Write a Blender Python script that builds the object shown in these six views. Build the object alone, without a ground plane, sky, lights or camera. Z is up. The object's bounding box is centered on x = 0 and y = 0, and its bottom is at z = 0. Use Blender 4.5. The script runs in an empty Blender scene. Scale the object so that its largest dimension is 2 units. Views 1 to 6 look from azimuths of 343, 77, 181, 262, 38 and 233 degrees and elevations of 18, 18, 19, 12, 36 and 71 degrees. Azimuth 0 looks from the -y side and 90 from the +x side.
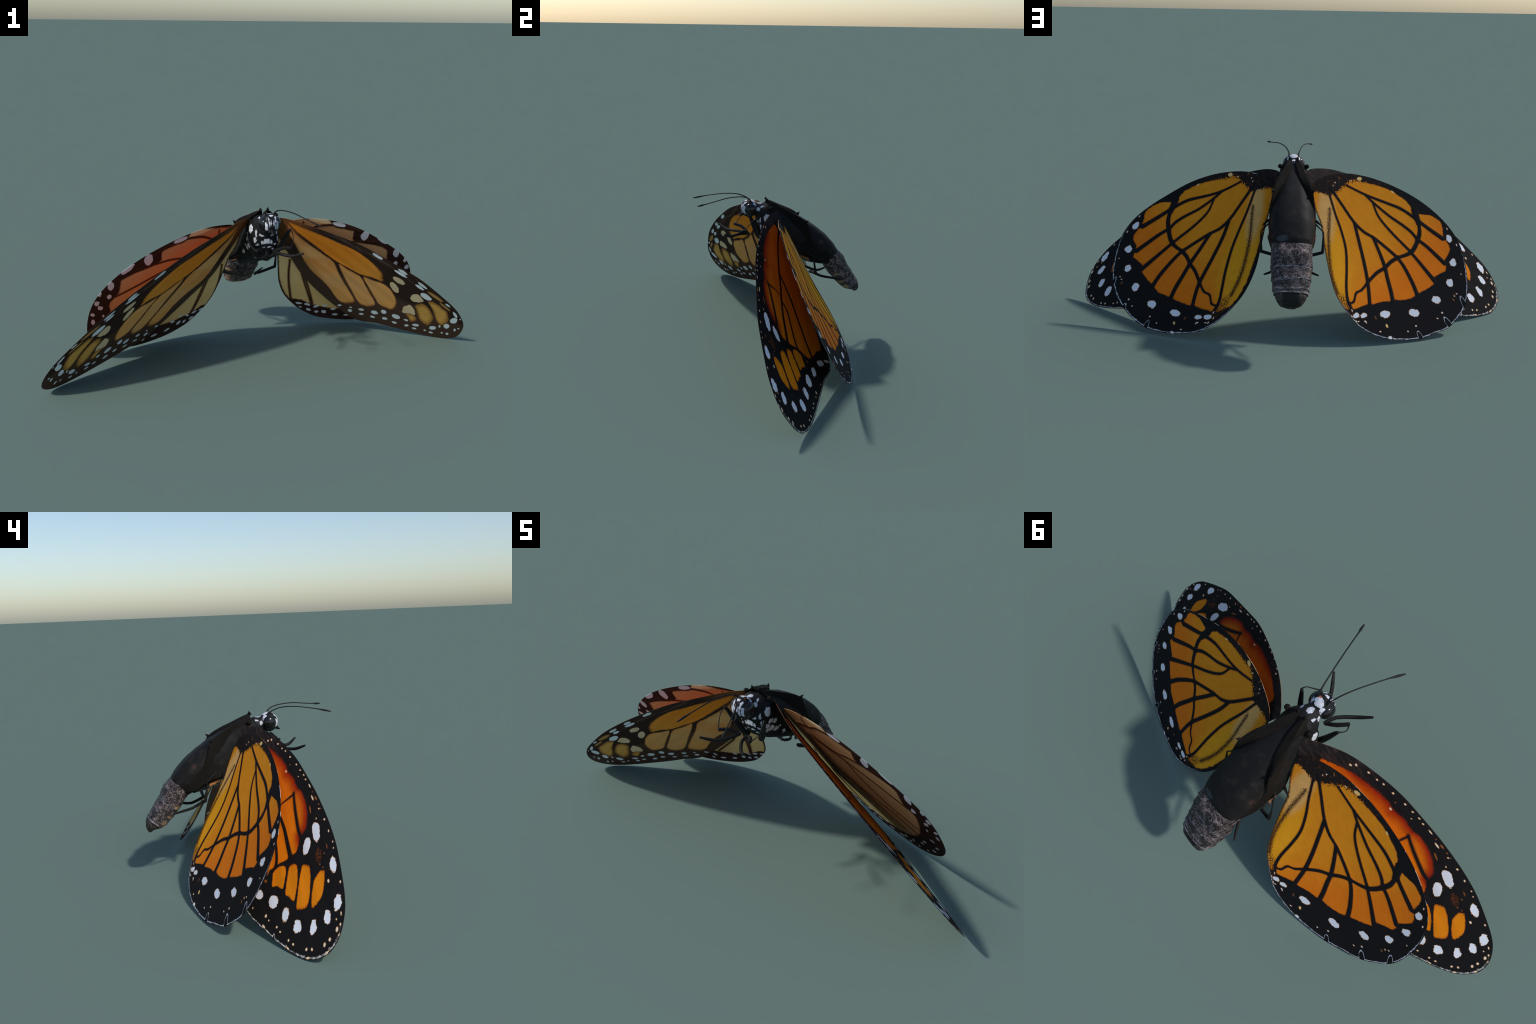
# A monarch-like butterfly resting with drooping wings: body, head, legs, antennae and four
# veined wings.  Everything is built from profiles, splines and node-based materials.
import bpy, bmesh, math
import numpy as np
from mathutils import Matrix, Vector, noise as mnoise

RNG = np.random.default_rng(7)

# ----------------------------------------------------------------------------------------------
# Wing plan.  Each wing has its own flat frame: x runs from the root to the margin, y towards the
# leading edge, z is the upper side's normal.  Lengths are millimetres.  Spots are
# (x, y, half length, half width, angle in degrees).  Veins are (half width at root, at end, points).
# Patterns are drawn for the left wing; the right wing, which is spread a little further, takes the
# same pattern through a smooth warp fixed by the landmark pairs.
# ----------------------------------------------------------------------------------------------
HIND_UPPER_VEINS = {'anal': (3.0, 4.5, [(94, 27), (175, -14), (249, -47), (321, -90), (384, -149), (430, -198), (476, -237), (524, -256)]),
 'arc_front': (8, 7, [(458, 253), (490, 227), (510, 193), (524, 157), (526, 129), (517, 100), (502, 69)]),
 'arc_rear': (6.5, 5, [(502, 69), (494, 29), (494, -10), (485, -54), (486, -114)]),
 'arc_tail': (4, 3.5, [(486, -114), (491, -159), (484, -189), (502, -223), (494, -247)]),
 'cubitus': (5, 6, [(260, 25), (324, -12), (413, -65), (481, -111), (519, -142), (567, -184)]),
 'cubitus_two': (5, 7, [(362, 46), (435, 18), (493, -8), (535, -34), (585, -63), (628, -92)]),
 'fork': (3.2, 5, [(201, 153), (238, 155), (338, 170), (413, 189), (465, 198), (503, 195)]),
 'fork_end': (5, 7, [(503, 195), (552, 206), (614, 212), (670, 216)]),
 'fork_low': (3, 4.5, [(251, 154), (304, 133), (357, 127), (423, 127), (477, 130), (518, 132)]),
 'fork_low_end': (4.5, 7, [(518, 132), (596, 129), (696, 123)]),
 'media': (4, 5, [(74, 51), (163, 39), (253, 27), (318, 31), (362, 46), (428, 58), (499, 67)]),
 'media_end': (5, 7, [(495, 68), (546, 62), (622, 41), (683, 16)]),
 'radius': (3, 5.5, [(114, 115), (158, 134), (201, 153), (245, 176), (301, 207), (348, 232), (397, 248), (454, 260)]),
 'radius_end': (5.5, 7, [(454, 260), (511, 272), (586, 290)]),
 'wedge': (12, 9, [(398, 282), (433, 264), (462, 251)])}
HIND_UPPER_FIELD = [(92, 21), (107, 51), (109, 99), (113, 145), (125, 165), (156, 187), (196, 218), (251, 251), (310, 273), (359, 282), (396, 273), (437, 280), (435, 301), (463, 318),
 (499, 333), (540, 332), (579, 297), (639, 286), (658, 230), (695, 206), (688, 169), (678, 134), (699, 117), (692, 73), (682, 36), (678, 18), (666, -26), (625, -77),
 (615, -95), (586, -136), (563, -176), (552, -184), (534, -229), (518, -262), (492, -276), (470, -285), (428, -285), (362, -262), (298, -225), (224, -175), (158, -128),
 (78, -82), (30, -30)]
HIND_UPPER_STRIPE = (5, 7, [(140, -17), (186, -65), (233, -115), (282, -160), (328, -198), (374, -228), (428, -253)])
HIND_UPPER_SPOTS = [(553, -257, 15.5, 11.4, 54), (573, -231, 15.0, 12.3, 64), (637, -155, 26.8, 18.5, 46), (723, -51, 26.8, 19.9, -145), (754, 69, 22.6, 18.7, 38),
 (745, 172, 19.8, 18.4, 142), (690, 250, 19.3, 17.4, 151), (601, 314, 19.6, 13.5, 159)]
HIND_UPPER_DOTS = [(674, -226, 5.8, 3.4, -143), (576, -269, 5.6, 2.8, 59), (596, -246, 5.5, 4.1, -154), (769, -86, 5.4, 4.2, 44), (760, -131, 4.4, 3.5, -159), (813, 48, 5.8, 4.7, -158),
 (815, 13, 4.9, 3.1, -147), (801, 160, 4.6, 2.9, -151), (801, 145, 4.5, 2.7, -156), (754, 240, 3.7, 2.2, -157), (541, -275, 6.1, 2.7, 155), (524, -257, 6.8, 2.7, 157),
 (569, -276, 7.0, 2.8, 157), (602, -245, 6.2, 2.7, 155), (647, 319, 6.2, 3.3, 160), (565, 337, 5.8, 2.7, 164), (72, 84, 3.5, 2.5, 132), (76, 68, 3.3, 2.2, 148),
 (723, -212, 12.9, 11.2, 47)]
HIND_UPPER_CREAM = [(132, 182, 13.6, 9.6, -122), (275, 259, 9.6, 4.4, -171), (677, -186, 9.6, 6.1, 157), (112, 145, 6.1, 3.4, -151)]
HIND_UPPER_RUST = [(613, -199, 4.8, 3.6, -156), (811, 130, 7.3, 4.1, 163), (70, 113, 10.0, 3.9, 163), (619, -199, 7.9, 3.4, 157), (807, 129, 7.0, 3.6, 157), (799, 147, 6.8, 3.0, 161)]
HIND_UPPER_NOTCHES = [(819, -106, 25.1, 15.3, 164), (870, 35, 29.6, 17.5, 171), (867, 151, 38.6, 16.6, 163), (740, -213, 14.0, 12.3, -176), (810, 245, 26.8, 6.5, 150)]
FORE_UPPER_FIELD = [(88, 26), (112, 48), (140, 68), (174, 90), (206, 108), (249, 125), (295, 141), (335, 148), (354, 146), (415, 163), (460, 163), (498, 176), (537, 177), (581, 171),
 (626, 157), (659, 137), (671, 116), (671, 103), (711, 83), (722, 63), (725, 44), (717, 34), (726, 22), (725, 0), (719, -27), (726, -21), (724, -65), (731, -112),
 (700, -149), (650, -195), (650, -219), (598, -223), (508, -192), (390, -145), (230, -74), (157, -31)]
FORE_UPPER_CELLS = [[(742, -50), (734, -27), (736, -8), (749, 8), (776, 2), (806, -14), (826, -30), (803, -49), (791, -70), (763, -60)],
 [(759, 24), (758, 41), (768, 54), (792, 54), (830, 41), (870, 20), (896, 0), (871, -13), (855, -25), (826, -14), (792, 4)],
 [(790, 74), (787, 89), (802, 103), (830, 101), (871, 87), (917, 66), (943, 48), (945, 23), (929, 3), (890, 19), (834, 48)],
 [(857, 121), (848, 140), (853, 153), (871, 153), (913, 133), (943, 112), (958, 85), (960, 64), (928, 71), (889, 92), (868, 105)]]
FORE_UPPER_VEINS = {'bar': (9, 7, [(744, 66), (737, 14), (734, -25), (743, -80)]),
 'crossvein': (2.5, 2, [(479, 138), (481, 120), (483, 101), (485, 77), (494, 56)]),
 'cubitus': (5, 6, [(373, 41), (406, 12), (470, -26), (544, -56), (611, -88), (673, -115), (716, -137)]),
 'cubitus_two': (4.5, 6, [(521, 48), (550, 19), (604, 4), (665, -9), (711, -24), (749, -55)]),
 'media': (4, 5.5, [(108, 1), (229, 22), (349, 38), (438, 42), (518, 49)]),
 'media_end': (5, 9, [(518, 49), (554, 51), (598, 52), (646, 48), (692, 44), (725, 42)]),
 'radius': (3, 6, [(472, 141), (518, 129), (580, 117), (640, 108), (675, 109)])}
FORE_UPPER_SPOTS = [(692, 176, 42.8, 17.7, 167), (725, 119, 33.5, 16.9, 146), (853, 196, 31.7, 13.7, 166), (994, 165, 29.2, 15.4, 150), (1023, 109, 26.9, 13.4, 157),
 (1029, 45, 26.8, 13.8, 153), (995, -15, 24.7, 17.4, 151), (926, -48, 25.4, 17.5, 152), (853, -83, 27.7, 21.5, 167), (787, -134, 21.6, 16.7, -169),
 (710, -200, 29.7, 15.1, 63), (675, -257, 23.0, 7.4, -109)]
FORE_UPPER_DOTS = [(152, 104, 6.9, 4.4, -176), (160, 121, 6.9, 4.4, -177), (202, 143, 6.1, 4.1, -167), (237, 154, 4.9, 3.3, -171), (261, 165, 5.5, 3.5, 179), (304, 176, 5.8, 4.0, -168),
 (358, 191, 5.6, 4.0, -169), (395, 199, 4.5, 3.2, -172), (359, 191, 4.4, 3.1, -161), (356, 138, 7.9, 4.9, 177), (394, 198, 3.1, 2.2, -164), (426, 206, 6.3, 3.0, -167),
 (451, 207, 5.0, 3.6, -160), (417, 182, 2.9, 2.0, 27), (490, 214, 13.0, 3.0, -175), (548, 208, 17.1, 4.3, -177), (609, 218, 4.1, 3.0, 29), (641, 194, 4.3, 2.3, 167),
 (665, 224, 5.8, 4.3, -176), (720, 224, 6.0, 3.5, 167), (770, 225, 3.6, 2.5, 173), (795, 219, 3.5, 2.2, 168), (902, 158, 8.8, 5.6, 168), (930, 200, 6.2, 3.8, 166),
 (1038, 163, 8.2, 3.0, 161), (1048, 139, 4.2, 2.7, 165), (1072, 147, 6.8, 3.8, 150), (1082, 129, 12.4, 6.9, 150), (1101, 91, 8.5, 6.1, 148), (1108, 66, 10.8, 6.1, 150),
 (1099, 14, 7.0, 5.0, 169), (1088, -7, 7.2, 5.8, 134), (1045, -52, 5.7, 4.8, 24), (1022, -66, 5.9, 4.8, 159), (975, -90, 4.9, 4.1, 28), (951, -98, 5.2, 5.1, 139),
 (909, -124, 3.9, 3.3, 138), (886, -131, 8.5, 6.6, 138), (825, -178, 4.0, 3.5, 142), (1103, 129, 5.6, 2.7, 122), (919, -152, 12.6, 4.8, -162),
 (1047, -78, 10.7, 4.0, -158), (1119, -11, 10.0, 5.5, -114), (1138, 66, 12.6, 4.3, 112)]
FORE_UPPER_RUST = [(339, 165, 3.6, 2.5, -162), (524, 217, 3.1, 2.3, 28), (559, 221, 12.2, 3.6, -174), (590, 224, 3.5, 2.7, -162), (612, 225, 3.0, 2.2, 29), (793, 178, 4.1, 2.5, 168),
 (773, 197, 10.9, 2.1, 171), (823, 147, 4.1, 2.8, 173), (841, 155, 3.4, 2.2, 169), (589, 183, 19.6, 3.3, 170), (755, -91, 8.7, 6.8, 27), (727, -69, 17.8, 4.2, 137)]
FORE_UPPER_BLOTCH = (786, 154, 31.8, 14.4, 164)
FORE_UPPER_NOTCHES = [(922, -163, 14.9, 4.3, -163), (983, -125, 11.9, 5.7, 152), (1049, -83, 12.5, 4.5, 176), (1117, -27, 9.2, 4.5, 164), (1137, 73, 11.0, 3.9, 142)]
FORE_UNDER_CELLS = {'apical': [(533, 39), (572, 56), (618, 76), (660, 76), (712, 55), (760, 23), (793, -22), (796, -47), (772, -59), (735, -66), (689, -43), (613, -4)],
 'cubital': [(69, 36), (129, 21), (210, 14), (290, 11), (369, 6), (427, -29), (502, -69), (573, -103), (646, -143), (656, -170), (634, -211), (588, -212), (528, -183),
             (435, -155), (353, -138), (266, -99), (177, -46), (107, -4)],
 'discal': [(57, 49), (93, 68), (129, 84), (205, 112), (288, 134), (364, 155), (427, 157), (487, 152), (541, 139), (577, 120), (608, 86), (567, 72), (515, 43), (439, 29),
            (373, 20), (279, 24), (170, 32), (109, 35)],
 'medial': [(393, 16), (447, 20), (522, 29), (577, 5), (645, -32), (719, -72), (730, -103), (716, -132), (678, -142), (630, -122), (548, -76), (467, -32)]}
FORE_UNDER_TIP_CELLS = [[(858, -14), (870, 0), (889, 8), (919, -4), (929, -25), (919, -41), (893, -30)],
 [(829, 73), (830, 104), (850, 116), (871, 113), (904, 100), (948, 75), (972, 46), (988, 9), (973, 0), (934, 5), (890, 32), (851, 58)],
 [(835, 148), (851, 167), (879, 170), (917, 166), (948, 164), (984, 141), (1015, 108), (1027, 66), (1004, 58), (957, 82), (914, 109), (870, 133)]]
FORE_UNDER_PALE = [[(829, -9), (808, 23), (810, 38), (813, 54), (834, 51), (868, 34), (887, 12), (871, 5), (856, -12), (845, -19)],
 [(771, 99), (758, 124), (759, 143), (769, 151), (789, 146), (819, 137), (825, 126), (820, 110), (806, 95), (794, 89)]]
FORE_UNDER_PALE_SPOTS = [(642, 155, 38.1, 18.6, 175), (670, 100, 45.9, 17.5, 152)]
FORE_UNDER_SLIVERS = [(826, 205, 50.1, 9.8, 179), (913, 185, 40.1, 6.7, 175)]
FORE_UNDER_SPOTS = [(801, 169, 34.8, 16.3, 175), (726, 218, 30.2, 7.7, 177), (729, 198, 25.5, 8.0, 179), (459, 207, 28.4, 8.6, -178), (603, 218, 25.6, 9.3, -180),
 (610, 200, 37.1, 7.7, -177), (910, 205, 15.6, 4.9, 176), (991, 179, 26.0, 7.0, 156), (1026, 138, 25.5, 16.1, 118), (1043, 74, 22.2, 12.9, 126),
 (1026, 44, 11.7, 4.6, 134), (1019, 5, 18.5, 14.9, -84), (1016, -43, 7.0, 5.8, 171), (1046, -32, 9.8, 7.3, -144), (1077, 12, 7.7, 4.6, 145), (1097, 28, 11.0, 6.2, 140),
 (1091, 83, 12.5, 5.2, 135), (1090, 109, 7.5, 4.7, 129), (1035, 172, 5.7, 2.1, 136), (958, -46, 15.5, 11.4, -133), (975, -75, 10.9, 7.9, -162),
 (938, -86, 10.7, 10.0, -102), (900, -53, 11.4, 7.8, -178), (634, -245, 11.9, 6.5, -94), (695, -234, 13.9, 12.1, 113), (678, -207, 6.8, 5.0, -100),
 (721, -176, 13.0, 10.2, -134), (748, -206, 13.3, 7.8, -124), (775, -137, 16.7, 15.6, -168), (797, -174, 12.6, 8.9, -151), (793, -93, 16.7, 13.1, 143),
 (838, -132, 12.5, 11.8, -99), (854, -72, 21.5, 16.7, 169), (887, -118, 13.1, 9.2, -175)]
HIND_UNDER_FIELD = [(21, 48), (72, 131), (105, 186), (152, 221), (193, 209), (238, 240), (278, 262), (298, 266), (326, 231), (384, 251), (429, 281), (478, 307), (500, 316), (541, 285),
 (577, 262), (610, 269), (645, 249), (690, 185), (722, 105), (722, 15), (712, -30), (700, -64), (673, -101), (642, -136), (604, -176), (553, -210), (499, -238), (455, -250),
 (435, -285), (345, -262), (235, -200), (150, -145), (66, -100), (10, -40)]
HIND_UNDER_VEINS = {'radius_root': (4, 4, [(142, 44), (227, 98), (270, 141)]), 'media_root': (4, 4, [(150, 20), (231, 87), (300, 135), (353, 162)]),
 'fork_low': (4, 3.5, [(312, 142), (383, 122), (492, 112), (569, 118), (690, 150)]), 'stem': (4, 4, [(138, 6), (274, -40), (380, -13), (456, 5), (521, 45), (600, 72), (730, 85)]),
 'stem_low': (4, 3.5, [(305, -62), (428, -100), (515, -105), (660, -105)]), 'stem_mid': (3.5, 3.5, [(400, -9), (520, -10), (620, -5), (730, -5)]),
 'costa': (4, 8, [(87, 9), (110, 68), (125, 96), (136, 147), (158, 184), (184, 214), (233, 246), (273, 270), (312, 285)]),
 'humeral': (3, 3, [(73, 104), (96, 83), (122, 86)]),
 'inner': (4, 5, [(212, -95), (270, -155), (338, -214), (444, -287)]),
 'inner_three': (3.5, 4, [(327, -100), (408, -152), (475, -195), (522, -222)]),
 'inner_two': (3.5, 4, [(316, -105), (396, -157), (471, -202), (519, -227)]),
 'media': (4, 5, [(353, 162), (414, 189), (491, 221), (576, 260), (602, 277)]),
 'radius': (4, 6, [(270, 141), (306, 192), (349, 232), (392, 270), (430, 302)])}
HIND_UNDER_SPOTS = [(768, 160, 16, 11, 30), (815, 122, 14, 10, 70), (826, 60, 15, 10, 85), (765, 62, 15, 9, 85), (772, 15, 16, 10, 95), (822, -8, 13, 9, 95), (752, -62, 16, 10, 120), (800, -68, 14, 9, 115), (722, -110, 15, 10, 130), (768, -118, 14, 10, 130),
 (202, 237, 37.8, 12.8, -147), (354, 288, 34.9, 21.4, 135), (440, 333, 40.3, 14.8, -173), (548, 332, 28.2, 15.5, 137), (610, 341, 17.7, 9.7, 136),
 (600, 291, 16.5, 10.8, 138), (658, 314, 17.3, 11.7, 137), (672, 277, 17.2, 10.8, -73), (721, 279, 14.2, 8.9, -75), (706, 227, 10.1, 4.8, 126),
 (756, 241, 18.8, 9.6, 133), (486, -273, 17.2, 9.7, -142), (516, -244, 15.5, 10.3, -151), (548, -222, 15.0, 8.0, -79), (562, -187, 11.5, 10.3, -103),
 (612, -176, 13.6, 10.6, -118), (520, -285, 8.5, 6.2, -156), (557, -268, 15.5, 10.3, 177), (589, -248, 14.0, 8.0, 141), (608, -222, 18.1, 11.7, 158),
 (668, -198, 17.0, 11.4, -158), (724, -156, 18.7, 10.7, -150)]
LEFT_HIND_OUTLINE = [(17, -9), (9, 15), (24, 76), (72, 149), (117, 192), (180, 238), (270, 286), (365, 323), (464, 345), (563, 350), (646, 335), (722, 299), (800, 238), (856, 173),
 (875, 124), (881, 50), (876, 10), (851, -46), (826, -105), (774, -171), (700, -237), (632, -271), (590, -282), (515, -280), (431, -264), (346, -220), (241, -151),
 (162, -95), (82, -61)]
RIGHT_HIND_OUTLINE = [(-1, 12), (9, 58), (49, 125), (106, 181), (184, 233), (284, 276), (397, 303), (493, 320), (583, 324), (666, 306), (743, 260), (809, 202), (847, 138), (865, 68),
 (863, -18), (839, -100), (788, -173), (721, -235), (662, -276), (600, -293), (553, -299), (475, -295), (393, -276), (302, -230), (219, -168), (148, -113), (86, -70),
 (17, -20)]
LEFT_FORE_OUTLINE = [(-2, 2), (4, 31), (58, 82), (120, 124), (227, 169), (324, 199), (425, 216), (539, 231), (660, 238), (750, 237), (815, 231), (930, 211), (1001, 194), (1053, 172),
 (1110, 131), (1142, 83), (1145, 35), (1127, -12), (1083, -59), (1007, -112), (903, -172), (852, -200), (788, -227), (741, -263), (688, -273), (575, -258), (468, -236),
 (374, -206), (299, -179), (244, -146), (137, -79), (93, -55), (39, -26)]
RIGHT_FORE_OUTLINE = [(-1, 4), (11, 26), (61, 74), (164, 129), (277, 174), (380, 204), (481, 215), (585, 224), (700, 232), (800, 224), (870, 215), (964, 199), (1036, 170), (1093, 134),
 (1132, 81), (1151, 25), (1125, -31), (1066, -83), (973, -141), (894, -187), (831, -224), (789, -266), (750, -288), (693, -288), (582, -275), (476, -253), (382, -225),
 (317, -197), (251, -160), (184, -120), (139, -96), (95, -70), (39, -26)]
H_PAIRS = [((735, -197), (764, -184)), ((804, -94), (819, -85)), ((845, 37), (859, 38)), ((836, 154), (823, 161)), ((277, 16), (273, 7)), ((381, 40), (372, 24)),
 ((498, -16), (514, -20)), ((489, -120), (534, -112)), ((511, 64), (516, 54)), ((526, 128), (512, 110)), ((513, 191), (493, 171)), ((465, 252), (437, 234)),
 ((204, 154), (201, 144)), ((252, 150), (247, 136)), ((555, -254), (586, -254)), ((572, -228), (629, -223)), ((635, -155), (697, -140)), ((718, -58), (751, -44)),
 ((751, 62), (762, 70)), ((744, 172), (742, 165)), ((694, 254), (689, 238)), ((602, 318), (597, 297)), ((133, 181), (120, 172)), ((7, 0), (-9, 33))]
FORE_UPPER_PAIRS = [((692, 177), (692, 168)), ((722, 117), (730, 112)), ((852, 195), (846, 189)), ((992, 166), (984, 167)), ((1022, 110), (1024, 112)), ((1026, 44), (1042, 43)),
 ((993, -15), (1013, -18)), ((13, 9), (8, 11))]
FORE_UNDER_PAIRS = [((376, 15), (377, 14)), ((520, 39), (515, 30)), ((626, 82), (621, 73)), ((653, -152), (644, -163)), ((732, -82), (721, -95)), ((643, 155), (652, 146)),
 ((670, 97), (679, 85)), ((787, 125), (798, 115)), ((801, 169), (814, 157)), ((837, 22), (842, 13)), ((855, -73), (856, -90)), ((1018, 5), (1024, -7)),
 ((1041, 74), (1051, 63)), ((1027, 138), (1035, 123)), ((989, 180), (1000, 164)), ((13, 9), (8, 12))]
BOW = {'LH': [-0.0316, 0.0112, -0.0014, 0.0404, -0.0273, 0.13], 'RH': [-0.0117, 0.0114, -0.0011, 0.0122, -0.0271, 0.1342]}
FRAMES = {'LF': ([-0.0431, -0.027, 0.6619], [-0.8126, -0.0701, -0.5786], [-0.4608, 0.6851, 0.5642]),
 'LH': ([-0.077, -0.0021, 0.6389], [-0.6862, 0.2003, -0.6993], [-0.2517, 0.8366, 0.4866]),
 'RF': ([0.0445, -0.0284, 0.6613], [-0.8161, 0.0762, 0.5729], [0.4606, 0.6846, 0.565]),
 'RH': ([0.0784, 0.0024, 0.6259], [-0.7379, -0.1787, 0.6508], [0.2208, 0.8473, 0.483])}

# veins of the under side of the forewing, raised a little
FORE_RELIEF = {"front": (5, 4, [(64, 24), (281, 20), (515, 42), (608, 84)]), "fork": (4, 3, [(373, 17), (467, -35), (548, -80), (650, -150)]),
               "branch": (4, 3, [(520, 38), (613, -6), (700, -60), (735, -100)]), "costal": (6, 5, [(60, 60), (250, 140), (450, 190), (640, 190), (820, 190)])}

# ------------------------------------------------------------------ curves and warps
def spline(pts, n=24, closed=False):
    """Catmull-Rom through the control points, n samples per span."""
    p = np.asarray(pts, float)
    if closed:
        q = np.vstack([p[-1], p, p[0], p[1]])
    else:
        q = np.vstack([2 * p[0] - p[1], p, 2 * p[-1] - p[-2]])
    t = np.linspace(0, 1, n, endpoint=False)[:, None]
    out = []
    for i in range(1, len(q) - 2):
        a, b, c, d = q[i - 1], q[i], q[i + 1], q[i + 2]
        out.append(0.5 * (2 * b + (c - a) * t + (2 * a - 5 * b + 4 * c - d) * t ** 2 + (3 * b - a - 3 * c + d) * t ** 3))
    out = np.vstack(out)
    return out if closed else np.vstack([out, p[-1]])


def even(line, n, closed=False):
    """n points evenly spaced along a polyline."""
    p = np.vstack([line, line[:1]]) if closed else np.asarray(line)
    s = np.concatenate([[0], np.cumsum(np.linalg.norm(np.diff(p, axis=0), axis=1))])
    t = np.linspace(0, s[-1], n, endpoint=not closed)
    return np.stack([np.interp(t, s, p[:, k]) for k in range(p.shape[1])], 1)


class Warp:
    """Thin-plate warp between two sets of landmarks (metres)."""
    def __init__(self, pairs, stiff):
        a = np.array([p[0] for p in pairs], float) / 1000
        b = np.array([p[1] for p in pairs], float) / 1000
        n = len(a)
        k = self.u(((a[:, None] - a[None]) ** 2).sum(-1)) + stiff * np.eye(n)
        p = np.hstack([np.ones((n, 1)), a])
        m = np.block([[k, p], [p.T, np.zeros((3, 3))]])
        self.w, self.a = np.linalg.solve(m, np.vstack([b, np.zeros((3, 2))])), a
    @staticmethod
    def u(r2):
        return np.where(r2 > 0, r2 * np.log(np.maximum(r2, 1e-12)), 0)
    def __call__(self, q):
        q = np.atleast_2d(np.asarray(q, float))
        k = self.u(((q[:, None] - self.a[None]) ** 2).sum(-1))
        return np.hstack([k, np.ones((len(q), 1)), q]) @ self.w


def same(q):
    return np.atleast_2d(np.asarray(q, float))


def warp_spot(warp, s):
    x, y, a, b, ang = s
    r = math.radians(ang)
    c = np.array([x, y]) / 1000
    u, v = np.array([math.cos(r), math.sin(r)]) * .004, np.array([-math.sin(r), math.cos(r)]) * .004
    q = warp([c, c + u, c + v])
    j = np.stack([(q[1] - q[0]) / .004 * a / 1000, (q[2] - q[0]) / .004 * b / 1000], 1)
    w, sv, _ = np.linalg.svd(j)
    return q[0], sv[0], sv[1], math.atan2(w[1, 0], w[0, 0])


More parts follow.
